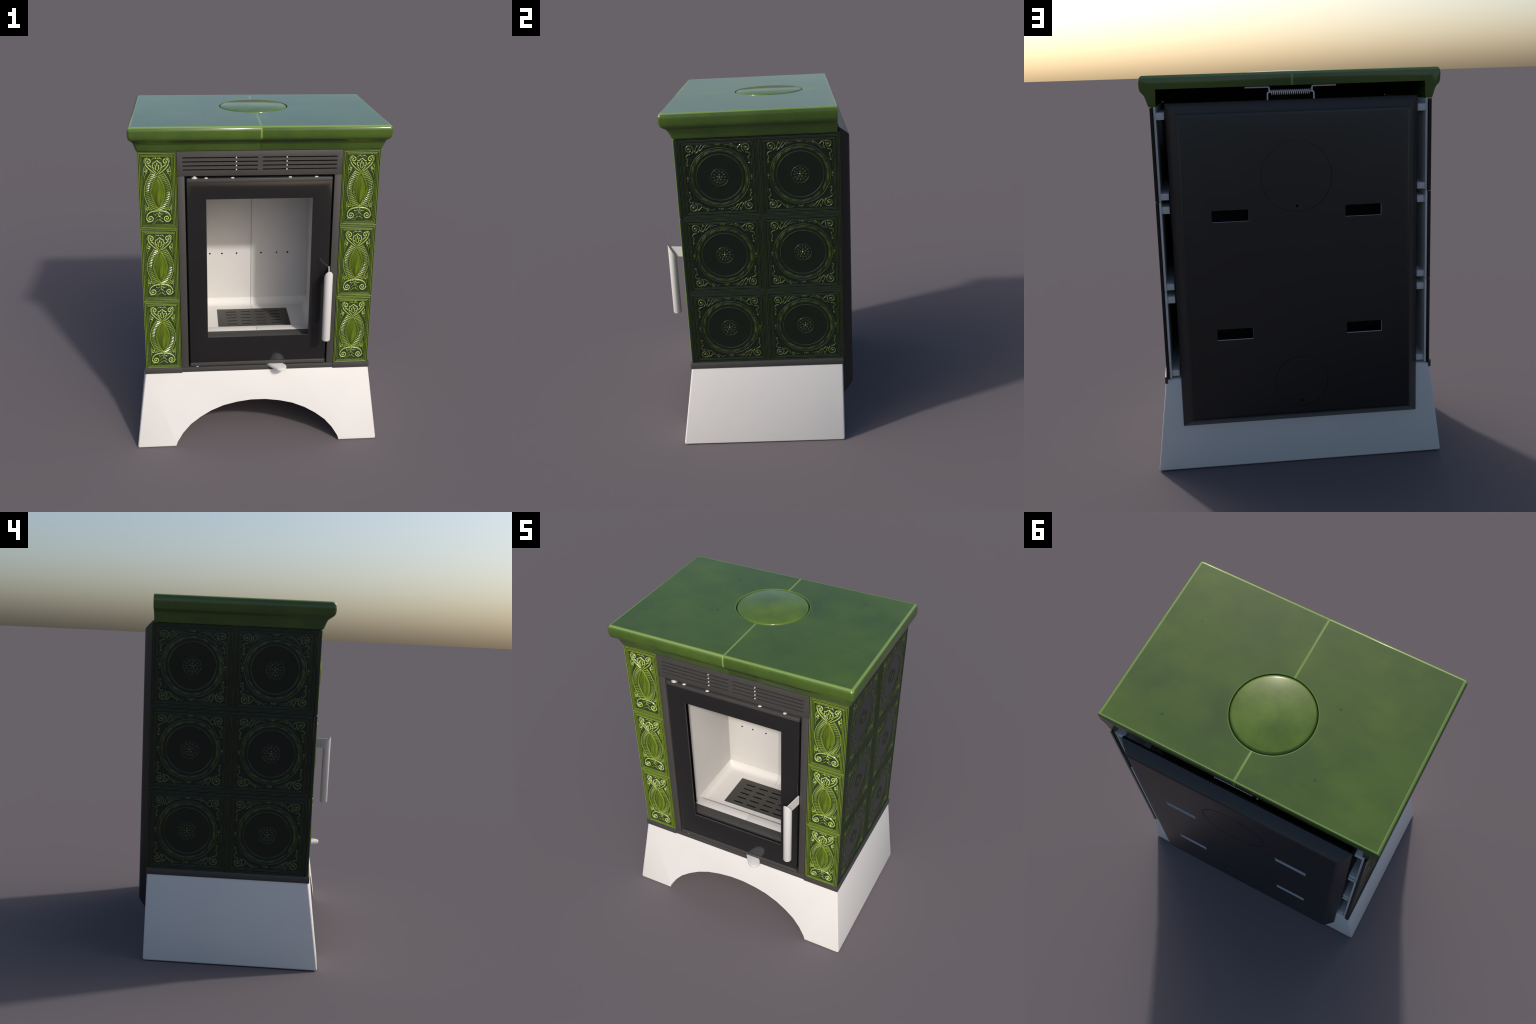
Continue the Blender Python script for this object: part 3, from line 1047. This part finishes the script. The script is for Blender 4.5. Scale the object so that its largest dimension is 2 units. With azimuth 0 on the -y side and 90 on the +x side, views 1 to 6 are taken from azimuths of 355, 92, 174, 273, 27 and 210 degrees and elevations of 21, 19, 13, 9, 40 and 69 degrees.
def front_relief(U, V):
    e = np.minimum(FW / 2 - np.abs(U), FH / 2 - np.abs(V))
    panel = 1 / (1 + np.exp(-(e - 0.0285) / 0.0005))
    h = np.full_like(U, -1.6 * MM)
    grain = value_noise(U, V, 0.0045, 11) + 0.6 * value_noise(U, V, 0.009, 12)
    h += panel * (0.5 + 3.4 * grain) * MM
    fr = 5.0 * bead(e, 0.0022, 0.0013) + 3.9 * bead(e, 0.0104, 0.0026) + 5.2 * bead(e, 0.0190, 0.0012) \
        + 5.2 * bead(e, 0.0258, 0.0011) - 0.8 * ridge(e, 0.0062, 0.0016) - 0.8 * ridge(e, 0.0155, 0.0018)
    beads = 0.35 * value_noise(U, V, 0.006, 21)
    h += (1 - panel) * (fr + beads) * MM
    a0, a1, a2 = almond(U, V, 0.0330, 0.091), almond(U, V, 0.0400, 0.0985), almond(U, V, 0.0735, 0.150)
    # ribbed crescents
    band = (a1 > 1) & (a2 < 1) & (np.abs(V - AC) < 0.112)
    mid = np.clip((a1 - 1) * 1.2, 0, 1) * np.clip((1 - a2) * 4.0, 0, 1)
    ribs = np.sin((V - AC - 0.35 * np.abs(U) * np.sign(V - AC)) * 2 * math.pi / 0.0108 + 1.6 * np.sin(V * 38))
    cres = (-2.0 + 3.4 * np.sqrt(np.clip(mid, 0, 1)) + 2.0 * ribs * np.clip(mid * 3, 0, 1)) * MM
    h = np.where(band, cres, h)
    # cords round the almond and outside the crescents
    yy = np.clip((V - AC), -0.2, 0.2)
    def cord(hw, hh, w, H, lim):
        prof = hw * np.maximum(1 - np.abs(yy / hh) ** 1.9, 0)
        slope = hw * 1.9 * np.abs(yy / hh) ** 0.9 / hh
        dist = np.abs(np.abs(U) - prof) / np.sqrt(1 + slope ** 2)
        return np.where(np.abs(yy) < lim, H * np.sqrt(np.maximum(0, 1 - (dist / w) ** 2)), 0)
    h = np.maximum(h, cord(0.0340, 0.092, 0.0016, 4.6 * MM, 0.093) - 0.6 * MM)
    h = np.maximum(h, cord(0.0395, 0.0985, 0.0017, 4.4 * MM, 0.100) - 0.6 * MM)
    h = np.maximum(h, cord(0.0745, 0.1515, 0.0020, 4.8 * MM, 0.112) - 0.6 * MM)
    S = []
    for k in (-1, 1):
        m = np.array([k, 1.0])
        # top: big volutes, crossing stems, small curls
        S.append((spiral(0.0470, 0.167, 0.0215, 1.6, -1.9, 1) * m, 5.2, 3.6, 5.8))
        S.append((bez((0.050, 0.186), (0.066, 0.190), (0.072, 0.176), (0.070, 0.160)) * m, 3.6, 2.4, 4.2))
        S.append((bez((0.046, 0.148), (0.030, 0.140), (0.020, 0.116), (-0.006, 0.092)) * m, 5.0, 3.6, 4.6))
        S.append((bez((0.062, 0.150), (0.052, 0.132), (0.034, 0.116), (0.010, 0.098)) * m, 5.0, 4.0, 4.6))
        S.append((spiral(0.0610, 0.118, 0.0125, 1.2, 1.2, -1) * m, 4.2, 3.2, 5.0))
        S.append((bez((0.069, 0.138), (0.075, 0.120), (0.072, 0.100), (0.075, 0.070)) * m, 3.2, 2.0, 4.2))
        S.append((bez((0.056, 0.104), (0.066, 0.096), (0.072, 0.080), (0.073, 0.060)) * m, 3.0, 2.0, 3.6))
        # palmette lumps under the head
        S.append((bez((0.000, 0.172), (0.008, 0.170), (0.012, 0.158), (0.024, 0.158)) * m, 4.2, 3.6, 6.4))
        S.append((bez((0.022, 0.150), (0.030, 0.142), (0.024, 0.128), (0.012, 0.130)) * m, 4.2, 3.6, 6.2))
        S.append((bez((0.011, 0.146), (0.004, 0.138), (0.014, 0.126), (0.002, 0.118)) * m, 3.8, 3.4, 6.0))
        S.append((bez((0.003, 0.184), (0.012, 0.191), (0.020, 0.186), (0.026, 0.178)) * m, 3.4, 2.6, 3.8))
        # foot: arching stems ending in volutes, small curls above
        S.append((bez((0.003, -0.116), (0.030, -0.114), (0.066, -0.122), (0.067, -0.160)) * m, 5.4, 4.2, 5.0))
        S.append((spiral(0.0460, -0.160, 0.0210, 1.5, 0.0, -1) * m, 4.6, 3.6, 5.6))
        S.append((spiral(0.0600, -0.104, 0.0115, 1.1, 2.4, -1) * m, 4.0, 3.0, 4.8))
        S.append((bez((0.070, -0.070), (0.076, -0.090), (0.072, -0.116), (0.070, -0.136)) * m, 3.4, 2.2, 4.2))
        S.append((bez((0.046, -0.112), (0.056, -0.100), (0.068, -0.092), (0.072, -0.068)) * m, 3.0, 2.0, 3.8))
        S.append((bez((0.000, -0.128), (0.010, -0.130), (0.014, -0.140), (0.028, -0.134)) * m, 4.0, 2.6, 3.2))
        S.append((bez((0.000, -0.150), (0.010, -0.146), (0.012, -0.160), (0.022, -0.164)) * m, 4.0, 2.6, 3.0))
        S.append((bez((0.002, -0.170), (0.010, -0.166), (0.014, -0.180), (0.024, -0.182)) * m, 3.6, 2.6, 3.0))
    for pts, w0, w1, H in S:
        w0, w1 = 0.92 * w0, 0.92 * w1
        moat = stroke(U, V, pts, (w0 + 2.0) * MM, (w1 + 2.0) * MM, 1.0) > 0.05
        h = np.where(moat, np.minimum(h, -2.2 * MM), h)
        h = np.maximum(h, stroke(U, V, pts, w0 * MM, w1 * MM, (H + 1.6) * MM) - 1.6 * MM)
    h = np.maximum(h, blob(U, V, 0, 0.150, 0.0055, 0.012, 5.4 * MM) - 1.2 * MM)
    h = np.maximum(h, blob(U, V, 0, -0.108, 0.0055, 0.0055, 5.6 * MM) - 1.2 * MM)
    h = np.maximum(h, blob(U, V, 0, -0.142, 0.0055, 0.010, 4.2 * MM) - 1.2 * MM)
    # seat for the boss
    h = np.where(a0 < 0.98, -2.0 * MM, h)
    return h


def boss_mesh():
    """Almond-shaped boss with a soft keel."""
    ns, nt = 60, 25
    vs, fs = [], []
    for i in range(ns + 1):
        y = -1 + 2 * i / ns
        hw = 0.0320 * max(1 - abs(y) ** 1.9, 0.002)
        for k in range(nt):
            t = k / (nt - 1) * 2 - 1
            z = -2.0 + (13.0 * (1 - abs(t) ** 1.3)) * (1 - abs(y) ** 2.6) ** 0.6
            vs.append((hw * t, AC + 0.0895 * y, z * MM))
    for i in range(ns):
        for k in range(nt - 1):
            fs.append((i * nt + k, i * nt + k + 1, (i + 1) * nt + k + 1, (i + 1) * nt + k))
    me = bpy.data.meshes.new("almond_boss")
    me.from_pydata(vs, [], fs)
    me.polygons.foreach_set("use_smooth", [True] * len(me.polygons))
    return me


def glaze_boss():
    m, nt, b = new_mat("olive_green_boss_glaze")
    tc = node(nt, "ShaderNodeTexCoord")
    sep = node(nt, "ShaderNodeSeparateXYZ")
    nt.links.new(tc.outputs["Object"], sep.inputs[0])
    st = node(nt, "ShaderNodeMapping")
    st.inputs["Scale"].default_value = (130.0, 10.0, 10.0)
    nt.links.new(tc.outputs["Object"], st.inputs["Vector"])
    n = noise(nt, st.outputs[0], 1.0, 2.0)
    r = ramp(nt, [(0.3, (0.045, 0.070, 0.007)), (0.6, (0.095, 0.145, 0.008)), (0.8, (0.145, 0.210, 0.020))])
    nt.links.new(n.outputs["Fac"], r.inputs["Fac"])
    nt.links.new(r.outputs["Color"], b.inputs["Base Color"])
    b.inputs["Roughness"].default_value = 0.12
    return m


front_me = field_mesh("front_tile", graded(FW, 0.030, 32, 98), graded(FH, 0.030, 32, 248), front_relief, -0.0125)
boss_me = boss_mesh()
front_me.materials.append(GLAZE_FRONT)
boss_me.materials.append(glaze_boss())
RF = Matrix(((1, 0, 0), (0, 0, -1), (0, 1, 0))).to_4x4()
for s in (-1, 1):
    for row in range(3):
        zc = ROW0 + PITCH * (row + 0.5)
        M = Matrix.Translation((s * 0.5690, -0.4130, zc)) @ RF
        t = add("front_tile", front_me, None, root, M)
        c = add("almond_boss", boss_me, None, None)
        c.parent = t
